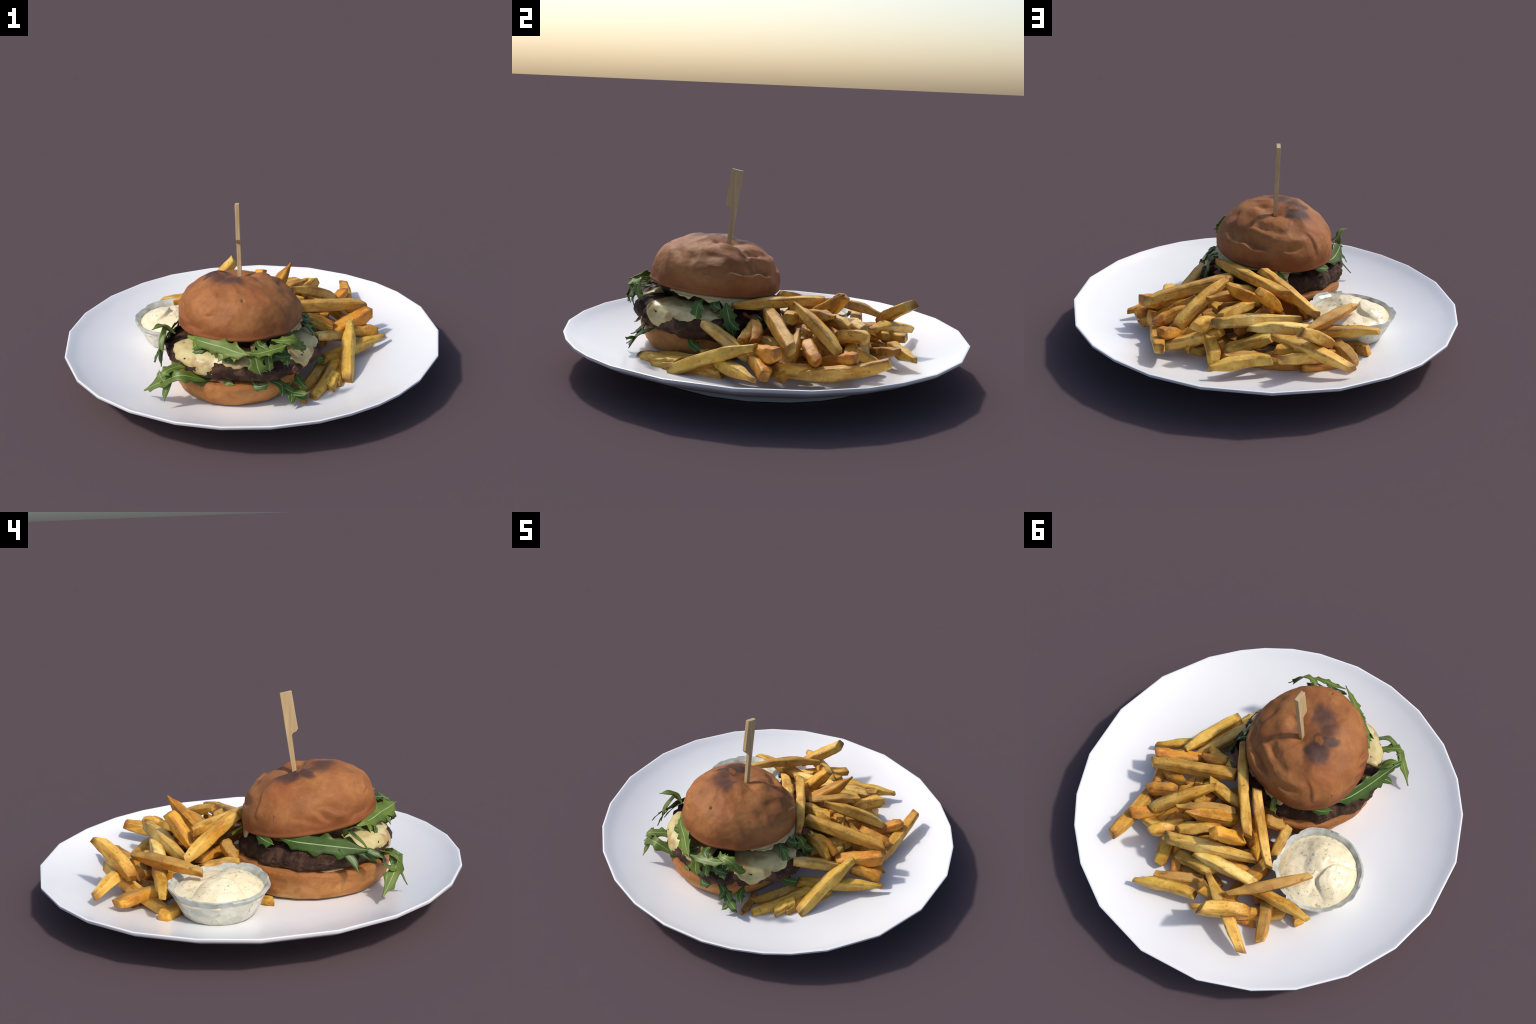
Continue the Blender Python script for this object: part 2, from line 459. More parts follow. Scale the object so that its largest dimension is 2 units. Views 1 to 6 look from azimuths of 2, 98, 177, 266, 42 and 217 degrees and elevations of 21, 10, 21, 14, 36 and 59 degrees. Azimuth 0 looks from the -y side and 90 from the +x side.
# --------------------------------------------------------------------- fries
FRIES = [  # material, one end, other end, thickness, bend, how pointed the two ends are
    ("golden", (0.494, -0.370, 0.090), (0.529, 0.021, 0.236), 0.060, 0.012, 0.9, 0.7),
    ("golden", (0.717, 0.050, 0.146), (0.371, -0.242, 0.149), 0.054, -0.006, 0.5, 0.9),
    ("pale", (0.337, -0.249, 0.281), (0.488, -0.003, 0.164), 0.056, 0.006, 0.9, 0.9),
    ("golden", (0.315, -0.542, 0.093), (0.441, -0.180, 0.112), 0.054, 0.0, 0.85, 0.9),
    ("golden", (0.259, -0.477, 0.092), (0.363, -0.210, 0.105), 0.048, 0.0, 0.8, 0.9),
    ("skin", (0.273, -0.584, 0.088), (0.221, -0.433, 0.090), 0.040, 0.0, 0.7, 0.9),
    ("golden", (0.405, -0.452, 0.091), (0.435, -0.349, 0.110), 0.056, 0.0, 0.95, 0.95),
    ("golden", (0.440, -0.410, 0.092), (0.504, -0.130, 0.092), 0.054, 0.0, 0.8, 0.9),
    ("orange", (0.631, 0.137, 0.244), (0.435, -0.010, 0.192), 0.066, -0.008, 0.9, 0.8),
    ("golden", (0.605, 0.195, 0.267), (0.187, 0.028, 0.322), 0.062, 0.006, 0.85, 0.95),
    ("orange", (0.422, -0.002, 0.238), (0.282, -0.027, 0.286), 0.055, 0.004, 0.75, 0.9),
    ("golden", (0.426, -0.062, 0.236), (0.236, -0.022, 0.283), 0.052, 0.0, 0.7, 0.9),
    ("golden", (0.520, 0.624, 0.214), (0.577, 0.193, 0.145), 0.058, -0.022, 0.85, 0.7),
    ("orange", (0.545, 0.312, 0.199), (0.408, 0.249, 0.245), 0.056, 0.004, 0.8, 0.8),
    ("orange", (0.519, 0.477, 0.223), (0.374, 0.323, 0.158), 0.056, 0.0, 0.8, 0.9),
    ("golden", (0.445, 0.397, 0.221), (0.207, 0.161, 0.372), 0.062, 0.012, 0.85, 0.6),
    ("golden", (0.268, 0.135, 0.320), (0.073, 0.137, 0.292), 0.058, 0.0, 0.85, 0.9),
    ("skin", (0.297, 0.356, 0.351), (0.070, 0.190, 0.297), 0.052, 0.006, 0.45, 0.9),
    ("orange", (0.368, 0.198, 0.295), (0.628, 0.146, 0.129), 0.060, -0.012, 0.4, 0.85),
    ("orange", (0.672, 0.090, 0.154), (0.545, 0.024, 0.178), 0.060, 0.0, 0.85, 0.9),
    ("golden", (0.283, 0.735, 0.173), (-0.001, 0.617, 0.160), 0.054, 0.004, 0.5, 0.95),
    ("golden", (-0.373, 0.714, 0.162), (-0.017, 0.512, 0.225), 0.058, 0.012, 0.7, 0.6),
    ("golden", (-0.131, 0.702, 0.342), (-0.290, 0.550, 0.210), 0.060, 0.004, 0.95, 0.8),
    ("golden", (-0.054, 0.688, 0.192), (-0.410, 0.420, 0.100), 0.058, 0.0, 0.85, 0.9),
    ("orange", (-0.024, 0.587, 0.199), (-0.183, 0.519, 0.186), 0.054, 0.0, 0.75, 0.9),
    ("golden", (0.349, 0.516, 0.274), (0.254, 0.386, 0.244), 0.062, 0.010, 0.8, 0.9),
    ("golden", (0.266, 0.574, 0.117), (0.301, 0.447, 0.202), 0.060, 0.0, 0.9, 0.9),
    ("pale", (0.257, 0.495, 0.288), (-0.143, 0.310, 0.229), 0.056, 0.006, 0.9, 0.75),
    ("skin", (-0.169, 0.549, 0.272), (-0.428, 0.236, 0.270), 0.050, 0.014, 0.7, 0.75),
    ("golden", (-0.535, 0.410, 0.212), (-0.200, 0.440, 0.205), 0.054, 0.008, 0.6, 0.9),
    ("pale", (-0.210, 0.415, 0.212), (0.103, 0.469, 0.250), 0.056, 0.006, 0.9, 0.6),
    ("orange", (0.045, 0.376, 0.402), (-0.055, 0.281, 0.258), 0.060, 0.0, 0.9, 0.7),
    ("orange", (0.211, 0.384, 0.440), (0.035, 0.214, 0.275), 0.058, -0.010, 0.25, 0.9),
    ("golden", (-0.078, 0.271, 0.344), (0.259, -0.126, 0.362), 0.052, 0.004, 0.85, 0.7),
    ("golden", (-0.235, 0.311, 0.256), (0.024, 0.058, 0.384), 0.054, 0.004, 0.75, 0.95),
    ("golden", (0.210, 0.492, 0.137), (-0.008, 0.484, 0.207), 0.056, 0.004, 0.8, 0.9),
    ("skin", (0.213, 0.651, 0.186), (0.036, 0.510, 0.116), 0.050, 0.006, 0.7, 0.9),
    ("golden", (0.235, 0.431, 0.290), (0.085, 0.293, 0.293), 0.054, 0.006, 0.75, 0.7),
    ("skin", (-0.406, 0.612, 0.138), (-0.313, 0.416, 0.156), 0.056, 0.006, 0.8, 0.9),
    ("skin", (-0.163, 0.402, 0.165), (-0.200, 0.270, 0.164), 0.060, 0.0, 0.9, 0.9),
    ("skin", (-0.073, 0.121, 0.285), (-0.147, 0.070, 0.227), 0.060, 0.0, 0.8, 0.8),
    ("pale", (-0.212, 0.223, 0.205), (-0.175, 0.059, 0.209), 0.052, 0.006, 0.9, 0.9),
    # lower layer, half seen through the gaps
    ("skin", (-0.490, 0.410, 0.108), (-0.370, 0.350, 0.095), 0.056, 0.0, 0.9, 0.9),
    ("golden", (-0.368, -0.075, 0.090), (-0.300, 0.060, 0.092), 0.046, 0.0, 0.95, 0.95),
    ("golden", (0.443, 0.330, 0.095), (0.315, 0.420, 0.100), 0.054, 0.0, 0.6, 0.9),
    ("golden", (0.295, 0.206, 0.253), (0.190, 0.300, 0.215), 0.058, 0.0, 0.9, 0.9),
    ("skin", (0.037, 0.545, 0.093), (-0.268, 0.520, 0.092), 0.050, 0.0, 0.7, 0.7),
    ("skin", (0.330, 0.300, 0.225), (0.180, 0.240, 0.200), 0.062, 0.0, 0.9, 0.9),
    # packed in beneath
    ("golden", (0.401, 0.049, 0.166), (0.256, 0.232, 0.259), 0.058, 0.0, 0.9, 0.85),
    ("orange", (0.297, 0.251, 0.240), (0.400, 0.455, 0.137), 0.057, 0.0, 0.9, 0.85),
    ("orange", (-0.003, 0.162, 0.277), (0.014, 0.334, 0.274), 0.057, 0.0, 0.9, 0.85),
    ("orange", (0.135, 0.154, 0.231), (0.221, 0.294, 0.264), 0.058, 0.0, 0.9, 0.85),
    ("orange", (-0.023, 0.280, 0.273), (0.159, 0.398, 0.196), 0.056, 0.0, 0.9, 0.85),
    ("golden", (0.297, -0.047, 0.205), (0.410, 0.216, 0.198), 0.051, 0.0, 0.9, 0.85),
    ("orange", (0.293, 0.117, 0.231), (0.341, 0.393, 0.184), 0.053, 0.0, 0.9, 0.85),
    ("orange", (0.020, 0.110, 0.156), (-0.130, 0.300, 0.156), 0.056, 0.0, 0.9, 0.85),
    ("skin", (0.060, 0.220, 0.228), (0.170, 0.070, 0.231), 0.056, 0.0, 0.9, 0.85),
    ("orange", (0.050, 0.130, 0.206), (-0.080, 0.240, 0.211), 0.054, 0.0, 0.9, 0.85),
    ("skin", (-0.130, 0.150, 0.116), (-0.060, 0.330, 0.156), 0.054, 0.0, 0.9, 0.85),
    ("golden", (0.310, 0.040, 0.216), (0.400, 0.170, 0.198), 0.054, 0.0, 0.9, 0.85),
    ("orange", (0.390, 0.300, 0.181), (0.250, 0.330, 0.206), 0.054, 0.0, 0.9, 0.85),
    ("orange", (0.220, 0.180, 0.251), (0.330, 0.210, 0.231), 0.054, 0.0, 0.9, 0.85),
    ("golden", (-0.202, 0.364, 0.148), (-0.009, 0.398, 0.178), 0.051, 0.0, 0.9, 0.85),
    ("golden", (0.507, 0.422, 0.134), (0.234, 0.443, 0.214), 0.056, 0.0, 0.9, 0.85),
    ("orange", (0.591, 0.135, 0.171), (0.495, 0.304, 0.138), 0.056, 0.0, 0.9, 0.85),
    ("orange", (0.335, 0.316, 0.212), (0.175, 0.559, 0.094), 0.050, 0.0, 0.9, 0.85),
    # on the plate under the heap; browner materials darken the shadowed gaps
    ("orange", (0.016, 0.209, 0.094), (-0.088, 0.323, 0.106), 0.056, 0.0, 0.9, 0.9),
    ("skin", (-0.132, 0.392, 0.094), (-0.142, 0.583, 0.112), 0.056, 0.0, 0.9, 0.9),
    ("orange", (0.428, 0.265, 0.094), (0.326, 0.408, 0.094), 0.056, 0.0, 0.9, 0.9),
    ("skin", (0.221, 0.273, 0.094), (0.110, 0.420, 0.097), 0.056, 0.0, 0.9, 0.9),
    ("orange", (0.407, 0.228, 0.094), (0.266, 0.284, 0.119), 0.056, 0.0, 0.9, 0.9),
    ("skin", (0.011, 0.280, 0.094), (0.159, 0.474, 0.102), 0.056, 0.0, 0.9, 0.9),
    ("orange", (0.149, 0.084, 0.094), (0.343, 0.207, 0.117), 0.056, 0.0, 0.9, 0.9),
    ("skin", (0.094, 0.457, 0.094), (-0.065, 0.498, 0.120), 0.056, 0.0, 0.9, 0.9),
    ("orange", (0.206, 0.049, 0.094), (0.387, 0.080, 0.097), 0.056, 0.0, 0.9, 0.9),
    ("skin", (0.067, 0.166, 0.094), (0.183, 0.346, 0.111), 0.056, 0.0, 0.9, 0.9),
    ("orange", (-0.314, 0.536, 0.094), (-0.160, 0.580, 0.109), 0.056, 0.0, 0.9, 0.9),
    ("skin", (0.147, 0.510, 0.094), (-0.018, 0.546, 0.098), 0.056, 0.0, 0.9, 0.9),
    ("skin", (-0.132, 0.368, 0.094), (-0.282, 0.446, 0.114), 0.056, 0.0, 0.9, 0.9),
    ("skin", (0.009, 0.185, 0.094), (-0.182, 0.266, 0.123), 0.056, 0.0, 0.9, 0.9),
]

SECTION = [(0.74, 1), (1, 0.76), (1, -0.70), (0.72, -1), (-0.76, -1), (-1, -0.74), (-1, 0.72), (-0.70, 1)]


def fry(index, kind, a, b, thick, bend, tip_a, tip_b):
    rng = random.Random(100 + index)
    a, b = V(a), V(b)
    x = (b - a).normalized()
    y = V((0, 0, 1)).cross(x).normalized()
    z = x.cross(y)
    roll = radians(rng.uniform(-16, 16))
    y, z = y * cos(roll) + z * sin(roll), z * cos(roll) - y * sin(roll)
    length = (b - a).length + thick * 0.12
    thick *= 1.0
    nseg = 12
    hw = thick * 0.5 * rng.uniform(0.94, 1.08)
    hh = thick * 0.5 * rng.uniform(0.90, 1.04)
    skew_a, skew_b = rng.uniform(-0.8, 0.8), rng.uniform(-0.8, 0.8)
    skew_a2, skew_b2 = rng.uniform(-0.45, 0.45), rng.uniform(-0.45, 0.45)
    curl = rng.uniform(-0.016, 0.016)
    twist = rng.uniform(-0.25, 0.25)
    verts = []
    for i in range(nseg + 1):
        t = i / nseg
        s = length * (t - 0.5)
        pinch = lerp(tip_a - 0.08, 1, smooth(0, 0.36 if tip_a < 0.76 else 0.18, t)) * lerp(tip_b - 0.08, 1, smooth(0, 0.36 if tip_b < 0.76 else 0.18, 1 - t))
        lift = bend * (1 - (2 * t - 1) ** 2)
        side = curl * (1 - (2 * t - 1) ** 2)
        for j, (u, w) in enumerate(SECTION):
            q = 1 + 0.26 * noise.noise(V((t * 3.4 + index * 5.3, u * 0.9, w * 0.9))) + 0.07 * noise.noise(V((t * 9 + index * 2.3, u * 1.3, w * 1.3)))
            tw = twist * (t - 0.5)
            yy, zz = u * hw * pinch * q, w * hh * pinch * q
            yy, zz = yy * cos(tw) - zz * sin(tw), yy * sin(tw) + zz * cos(tw)
            sx = s + (skew_a * yy + skew_a2 * zz) * max(0, 1 - t * 5) + (skew_b * yy + skew_b2 * zz) * max(0, 1 - (1 - t) * 5)
            verts.append(V((sx, yy + side, zz + lift)))
    faces, fm = [], []
    n = len(SECTION)
    skin_side = {"skin": (0, 7, 6, 1)}.get(kind, ())
    for i in range(nseg):
        for j in range(n):
            k = (j + 1) % n
            faces.append((i * n + j, i * n + k, (i + 1) * n + k, (i + 1) * n + j))
            fm.append(1 if j in skin_side else 0)
    for ring, sign in ((0, -1), (nseg, 1)):
        base = ring * n
        c = sum((verts[base + j] for j in range(n)), V()) / n + V((sign * 0.0035, 0, 0))
        verts.append(c)
        ci = len(verts) - 1
        for j in range(n):
            faces.append((base + j, base + (j + 1) % n, ci))
            fm.append(0)
    main = M["orange"] if kind == "skin" else M[kind]
    ob = make("french_fry", verts, faces, [main, M["skin"]], face_mat=fm, angle=28)
    mid = (a + b) / 2 - V((0, 0, 0.009))
    ob.matrix_world = Matrix((x, y, z)).transposed().to_4x4()
    ob.location = mid
    bev = ob.modifiers.new("soft_edges", "BEVEL")
    bev.width = 0.0025
    bev.segments = 2
    bev.limit_method = "ANGLE"
    bev.angle_limit = radians(40)
    ob["label"] = "golden hand-cut french fry with browned edges"
    ob["category"] = "french fry"
    return ob


for i, row in enumerate(FRIES):
    fry(i, *row)

# -------------------------------------------------------------------- burger
C = V((-0.05, -0.285, 0.0))
burger = empty("cheeseburger", (C.x, C.y, 0.066), "cheeseburger in a shiny bun with rocket leaves and skewer", "burger")


def bun_dent(p, c, along, length, width, depth):
    """A groove or ridge: a soft ellipse of push around point c in direction along."""
    d = p - V(c)
    a = V(along).normalized()
    s = d.dot(a)
    r2 = max(0.0, d.length_squared - s * s)
    return depth * exp(-(s / length) ** 2 - r2 / width ** 2)


def bun_fold(p, c, along, length, rise, depth, nrm):
    """A fold: the crust sinks gradually over `rise` and comes back with a sharp ledge along the line through c."""
    d = p - V(c)
    a = V(along).normalized()
    up = nrm.cross(a).normalized()
    s, v = d.dot(a), d.dot(up) + 0.006 * sin(d.dot(a) * 55)
    if abs(d.dot(nrm)) > 0.09:
        return 0.0
    across = max(0.0, 1 - v / rise) * smooth(-0.010, 0.004, v) if v < rise else 0.0
    bulge = 0.35 * exp(-((v + 0.018) / 0.016) ** 2)
    return depth * (bulge - across) * exp(-(s / length) ** 4)


BUN_N, BUN_H = 2.495, 0.2218


def bun_plan(t):
    """Outline of the bun seen from above: not quite round."""
    m = 1 + 0.1075 * cos(2 * t) - 0.0399 * sin(2 * t) + 0.0195 * sin(3 * t)
    return V((0.2786 * m * cos(t), 0.3566 * m * sin(t), 0))


bun_profile = [(0.0, BUN_H)]
for i in range(1, 86):
    u = (1 - i / 85) * pi / 2
    bun_profile.append((cos(u) ** (2 / BUN_N), BUN_H * sin(u) ** (2 / BUN_N)))
bun_profile += [(1.008, -0.004), (1.010, -0.010), (0.995, -0.016), (0.965, -0.018), (0.90, -0.016), (0.80, -0.012), (0.5, -0.008), (0.0, -0.006)]

# soft hollows and swellings: centre, direction, half length, half width, depth
BUN_DENTS = [((0.007, 0.062, 0.215), (0, 0, 1), 0.08, 0.030, -0.016), ((0.007, 0.062, 0.215), (0, 0, 1), 0.09, 0.085, -0.024),
             ((-0.100, 0.022, 0.222), (0, 0, 1), 0.08, 0.034, 0.011), ((0.045, -0.050, 0.220), (0, 0, 1), 0.08, 0.040, 0.012),
             ((0.110, 0.050, 0.203), (0, 0, 1), 0.08, 0.040, 0.014), ((-0.019, 0.165, 0.196), (0, 0, 1), 0.08, 0.042, 0.011),
             ((-0.21, 0.0, 0.185), (0.2, 1, 0), 0.14, 0.07, -0.011),
             ((-0.07, -0.07, 0.222), (0.8, 0.9, 0), 0.05, 0.020, -0.010), ((0.077, 0.103, 0.201), (1, 1.2, -0.3), 0.06, 0.017, -0.010),
             ((-0.050, 0.110, 0.208), (-0.8, 1, -0.2), 0.05, 0.019, -0.007), ((0.075, -0.005, 0.212), (1, -0.1, 0), 0.05, 0.015, -0.010),
             ((-0.022, 0.225, 0.168), (1, 0, 0), 0.06, 0.022, -0.009), ((0.215, 0.02, 0.165), (0.2, 1, 0), 0.05, 0.022, -0.009),
             ((0.10, -0.215, 0.175), (1, 0, 0), 0.05, 0.05, -0.007), ((0.20, -0.16, 0.15), (0.5, 0.5, -0.6), 0.09, 0.022, -0.009),
             ((0.17, -0.21, 0.14), (0.4, 0.3, -0.7), 0.09, 0.020, 0.006), ((0.24, -0.08, 0.13), (0.2, 0.3, -0.8), 0.07, 0.02, -0.008),
             ((0.037, -0.254, 0.168), (0.18, 0.2, -0.6), 0.030, 0.0065, -0.014), ((-0.130, -0.262, 0.099), (1, -0.4, 0.2), 0.022, 0.007, -0.010),
             ((-0.26, -0.17, 0.07), (0.3, -0.4, 0.8), 0.07, 0.016, -0.009), ((-0.23, -0.21, 0.05), (0.3, -0.2, 0.8), 0.06, 0.016, 0.007),
             ((-0.277, -0.106, 0.052), (0.1, -1, -0.2), 0.055, 0.028, 0.009), ((-0.299, 0.03, 0.05), (0, 1, 0.4), 0.07, 0.016, -0.008)]
# folds with a ledge: centre, direction of the ledge, half length, rise, depth
BUN_FOLDS = [((0.144, 0.249, 0.098), (-0.88, 0.50, -0.10), 0.095, 0.080, 0.026), ((0.092, 0.189, 0.169), (-0.9, 0.45, 0.15), 0.050, 0.050, 0.014),
             ((0.246, 0.145, 0.101), (-0.55, 0.85, -0.15), 0.055, 0.060, 0.014), ((0.160, 0.175, 0.150), (-0.4, -0.5, 0.6), 0.055, 0.050, 0.012),
             ((-0.178, 0.232, 0.110), (0.1, 0.15, 1), 0.050, 0.040, 0.008), ((-0.278, -0.092, 0.081), (0.05, -0.95, -0.35), 0.060, 0.040, 0.015),
             ((-0.215, -0.215, 0.022), (0.6, -0.8, 0.1), 0.060, 0.040, 0.013), ((-0.298, -0.027, 0.066), (0.0, -0.8, -0.6), 0.045, 0.035, 0.010),
             ((-0.06, 0.29, 0.09), (-0.95, -0.1, 0.2), 0.07, 0.05, 0.008), ((0.28, 0.04, 0.07), (-0.2, 0.95, 0.1), 0.06, 0.05, 0.008)]


def bun_shape(p, i, t):
    r = hypot(p.x, p.y)
    q = bun_plan(t) * r
    q.z = p.z
    if p.z > 0:
        q.z *= 1 - 0.346 * q.x - 0.206 * q.y      # lower towards the fries
    nrm = V((q.x / 0.31 ** 2, q.y / 0.32 ** 2, max(q.z, 0.0) / BUN_H ** 2 + 1e-4)).normalized()
    if p.z < -0.001:
        nrm = V((q.x, q.y, 0)).normalized() if q.length > 1e-3 else V((0, 0, 1))
    push = 0.007 * fbm(q * 5.5 + V((3, 1, 7)), 2) + 0.0035 * fbm(q * 13 + V((5, 2, 1)), 3)
    push += 0.006 * (abs(noise.noise(q * 9 + V((4, 4, 4)))) * -1.6 + 0.3)          # slack, creased skin
    push += 0.012 * smooth(0.0, 0.2, q.y + 0.4 * q.x) * (0.28 - abs(noise.noise(q * 6.5 + V((1, 8, 2)))))     # wrinkled on the fries side
    for d in BUN_DENTS:
        push += bun_dent(q, *d)
    for d in BUN_FOLDS:
        push += bun_fold(q, *d, nrm)
    q = q + nrm * push * (0.25 + 0.75 * smooth(-0.02, 0.03, p.z))
    if p.z < 0.03:  # uneven cut edge
        q.z += 0.006 * noise.noise(V((cos(t) * 2.2, sin(t) * 2.2, 4.0)))
    return q


v, f = lathe(bun_profile, even(300), bun_shape)
TX, TY = 0.0314, -0.0868
top_bun = make("top_bun", v, f, [M["top_bun"]], burger, (-0.0466, -0.2797, 0.4022), (TY, -TX, 0))


def bun_under(x, y):
    """Height of the underside of the upper bun."""
    return 0.392 + TX * (x + 0.05) + TY * (y + 0.282)


# lower bun
low_profile = [(0.0, 0.0), (0.55, 0.0), (0.84, 0.002), (0.925, 0.016), (0.97, 0.045), (1.0, 0.08), (1.03, 0.110), (1.035, 0.132),
               (1.01, 0.147), (0.93, 0.153), (0.5, 0.15), (0.0, 0.15)]
fine = []
for (r0, z0), (r1, z1) in zip(low_profile, low_profile[1:]):
    for k in range(4):
        fine.append((lerp(r0, r1, k / 4), lerp(z0, z1, k / 4)))
fine.append(low_profile[-1])


def low_shape(p, i, t):
    q = V((p.x * 0.328, p.y * 0.352, p.z))
    r = hypot(p.x, p.y)
    k = 1 + r * (0.026 * fbm(V((cos(t) * 2.2, sin(t) * 2.2, p.z * 9)), 3) + 0.010 * fbm(q * 14, 3) - 0.016 * abs(noise.noise(V((cos(t) * 4, sin(t) * 4, p.z * 14)))))
    k += 0.035 * r * max(0.0, -sin(t + 0.25)) * smooth(0.0, 0.08, p.z)
    return V((q.x * k, q.y * k, q.z + 0.036 * q.y * smooth(0, 0.1, q.z) + 0.012 * noise.noise(q * 7) * smooth(0.08, 0.14, p.z)))


v, f = lathe(fine, even(140), low_shape)
make("bottom_bun", v, f, [M["bottom_bun"]], burger, (-0.066, -0.283, 0.0665))

# tomato between bun and meat
v, f = lathe([(0, 0), (0.27, 0), (0.308, 0.004), (0.315, 0.010), (0.306, 0.017), (0.27, 0.02), (0, 0.02)], even(80),
             lambda p, i, t: p + V((p.x, p.y, 0)) * 0.05 * noise.noise(V((cos(t) * 2, sin(t) * 2, 1))) + V((0, 0, 0.006 * noise.noise(p * 6))))
make("tomato_slice", v, f, [M["tomato"]], burger, (-0.055, -0.300, 0.203))

# patty
PATTY = V((-0.036, -0.310, 0.196))


def patty_r(t):
    """Radius of the meat by direction: a hand-shaped, cracked disc."""
    return 1 + 0.02 * exp(-((atan2(sin(t - radians(-12)), cos(t - radians(-12)))) / 0.25) ** 2) + 0.05 * noise.noise(V((cos(t) * 1.6, sin(t) * 1.6, 2.2))) + 0.032 * noise.noise(V((cos(t) * 4.2, sin(t) * 4.2, 6.1))) \
        + 0.035 * exp(-((atan2(sin(t - radians(-55)), cos(t - radians(-55)))) / 0.16) ** 2)


patty_profile = [(0, 0.0), (0.6, 0.0), (0.80, 0.002), (0.90, 0.010), (0.965, 0.028), (1.0, 0.055), (0.990, 0.078), (0.955, 0.100),
                 (0.89, 0.117), (0.80, 0.127), (0.6, 0.130), (0, 0.130)]
fine = []
for (r0, z0), (r1, z1) in zip(patty_profile, patty_profile[1:]):
    for k in range(5):
        fine.append((lerp(r0, r1, k / 5), lerp(z0, z1, k / 5)))
fine.append(patty_profile[-1])


def patty_shape(p, i, t):
    q = V((p.x * 0.388, p.y * 0.352, p.z))
    r = hypot(p.x, p.y)
    k = lerp(1, patty_r(t), r) + r * (0.048 * fbm(q * 10 + V((1, 4, 2)), 3) + 0.028 * (0.3 - abs(noise.noise(q * 19))) + 0.022 * fbm(q * 36, 3))
    return V((q.x * k, q.y * k, q.z - 0.05 * q.x * (1 - 0.5 * smooth(0, 0.13, q.z)) - 0.05 * q.y + 0.010 * fbm(q * 12 + V((7, 0, 0)), 3)))


v, f = lathe(fine, even(240), patty_shape)
make("beef_patty", v, f, [M["patty"]], burger, PATTY)

# near-black lump filling the space under the upper bun
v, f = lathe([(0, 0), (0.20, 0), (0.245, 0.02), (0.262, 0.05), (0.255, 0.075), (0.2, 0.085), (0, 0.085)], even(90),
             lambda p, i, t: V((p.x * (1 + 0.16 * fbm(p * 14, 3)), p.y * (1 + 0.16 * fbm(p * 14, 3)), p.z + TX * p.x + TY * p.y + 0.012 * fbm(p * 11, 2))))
make("dark_core_lump", v, f, [M["filling"]], burger, (-0.05, -0.285, 0.308))


def blanket(name, mat, t0, t1, path, drop, thick, seed, n=60, m=26, tuck=0.0):
    """A melted sheet lying over the stack: path(t, s) is its mid surface, s = 0 inside, s = drop(t) the hem."""
    verts, faces = [], []
    for side in (0, 1):
        for i in range(n + 1):
            t = lerp(t0, t1, i / n)
            for j in range(m + 1):
                s = drop(t, i / n) * j / m
                p, nr = path(t, s)
                edge = min(1.0, min(j and (m - j), 99) / (m * 0.16) if j > m * 0.5 else 1.0)
                edge = min(edge, i / (n * 0.07), (n - i) / (n * 0.07), 1.0)
                h = thick * (max(0.0, 1 - (1 - edge) ** 2)) ** 0.5
                h *= 1 + 0.55 * fbm(p * 14 + V((seed, 0, 0)), 3)
                verts.append(p + nr * (h + 0.004 * fbm(p * 16 + V((seed, 0, 0)), 2) if side else -0.004))
    w, off = m + 1, (n + 1) * (m + 1)
    for i in range(n):
        for j in range(m):
            a, b, c, d = i * w + j, (i + 1) * w + j, (i + 1) * w + j + 1, i * w + j + 1
            faces += [(a, b, c, d), (off + a, off + d, off + c, off + b)]
    rim = [i * w for i in range(n)] + [n * w + j for j in range(m)] + [i * w + m for i in range(n, 0, -1)] + [j for j in range(m, 0, -1)]
    for a, b in zip(rim, rim[1:] + rim[:1]):
        faces.append((a, off + a, off + b, b))
    return make(name, verts, faces, [mat], burger, (0, 0, 0))


# mid line of the outer skin of the meat that the cheese hangs on: (radius factor, height)
DRAPE = [(0.45, 0.140), (0.68, 0.138), (0.80, 0.131), (0.89, 0.119), (0.950, 0.101), (0.99, 0.077), (0.99, 0.050), (0.955, 0.022), (0.90, 0.0)]


def drape(t, s):
    def at(s):
        u = min(max(s, 0), 0.9999) * (len(DRAPE) - 1)
        k = int(u)
        a, b = DRAPE[k], DRAPE[k + 1]
        r, z = lerp(a[0], b[0], u - k), lerp(a[1], b[1], u - k)
        q = V((cos(t) * 0.388 * r * patty_r(t), sin(t) * 0.352 * r * patty_r(t), z))
        q.z += -0.05 * q.x * (1 - 0.5 * smooth(0, 0.13, z)) - 0.05 * q.y
        return PATTY + q
    p = at(s)
    d = at(s + 0.02) - at(s - 0.02)
    side = V((-sin(t), cos(t), 0))
    return p, side.cross(d).normalized() * -1 if side.cross(d).dot(V((cos(t), sin(t), 0.6))) < 0 else side.cross(d).normalized()


def hem(points):
    """Hem depth by direction (degrees), joined smoothly."""
    def d(t, u):
        a = math.degrees(t)
        for (a0, s0), (a1, s1) in zip(points, points[1:]):
            if a <= a1:
                return lerp(s0, s1, smooth(a0, a1, a)) + 0.06 * noise.noise(V((t * 9, 1, points[0][0]))) + 0.025 * noise.noise(V((t * 17, 4, points[0][0])))
        return points[-1][1]
    return d


blanket("cheese_slice", M["cheese"], radians(-50), radians(32), drape,
        hem([(-50, 0.48), (-44, 0.62), (-36, 0.78), (-31, 0.80), (-25, 0.68), (-14, 0.57), (-4, 0.55), (4, 0.45), (14, 0.50), (22, 0.44), (32, 0.36)]), 0.006, 2)
blanket("cheese_slice", M["cheese"], radians(-158), radians(-74), drape,
        hem([(-158, 0.40), (-148, 0.58), (-140, 0.66), (-130, 0.74), (-120, 0.86), (-110, 0.83), (-103, 0.74), (-96, 0.58), (-88, 0.56), (-80, 0.50), (-74, 0.40)]), 0.006, 9)


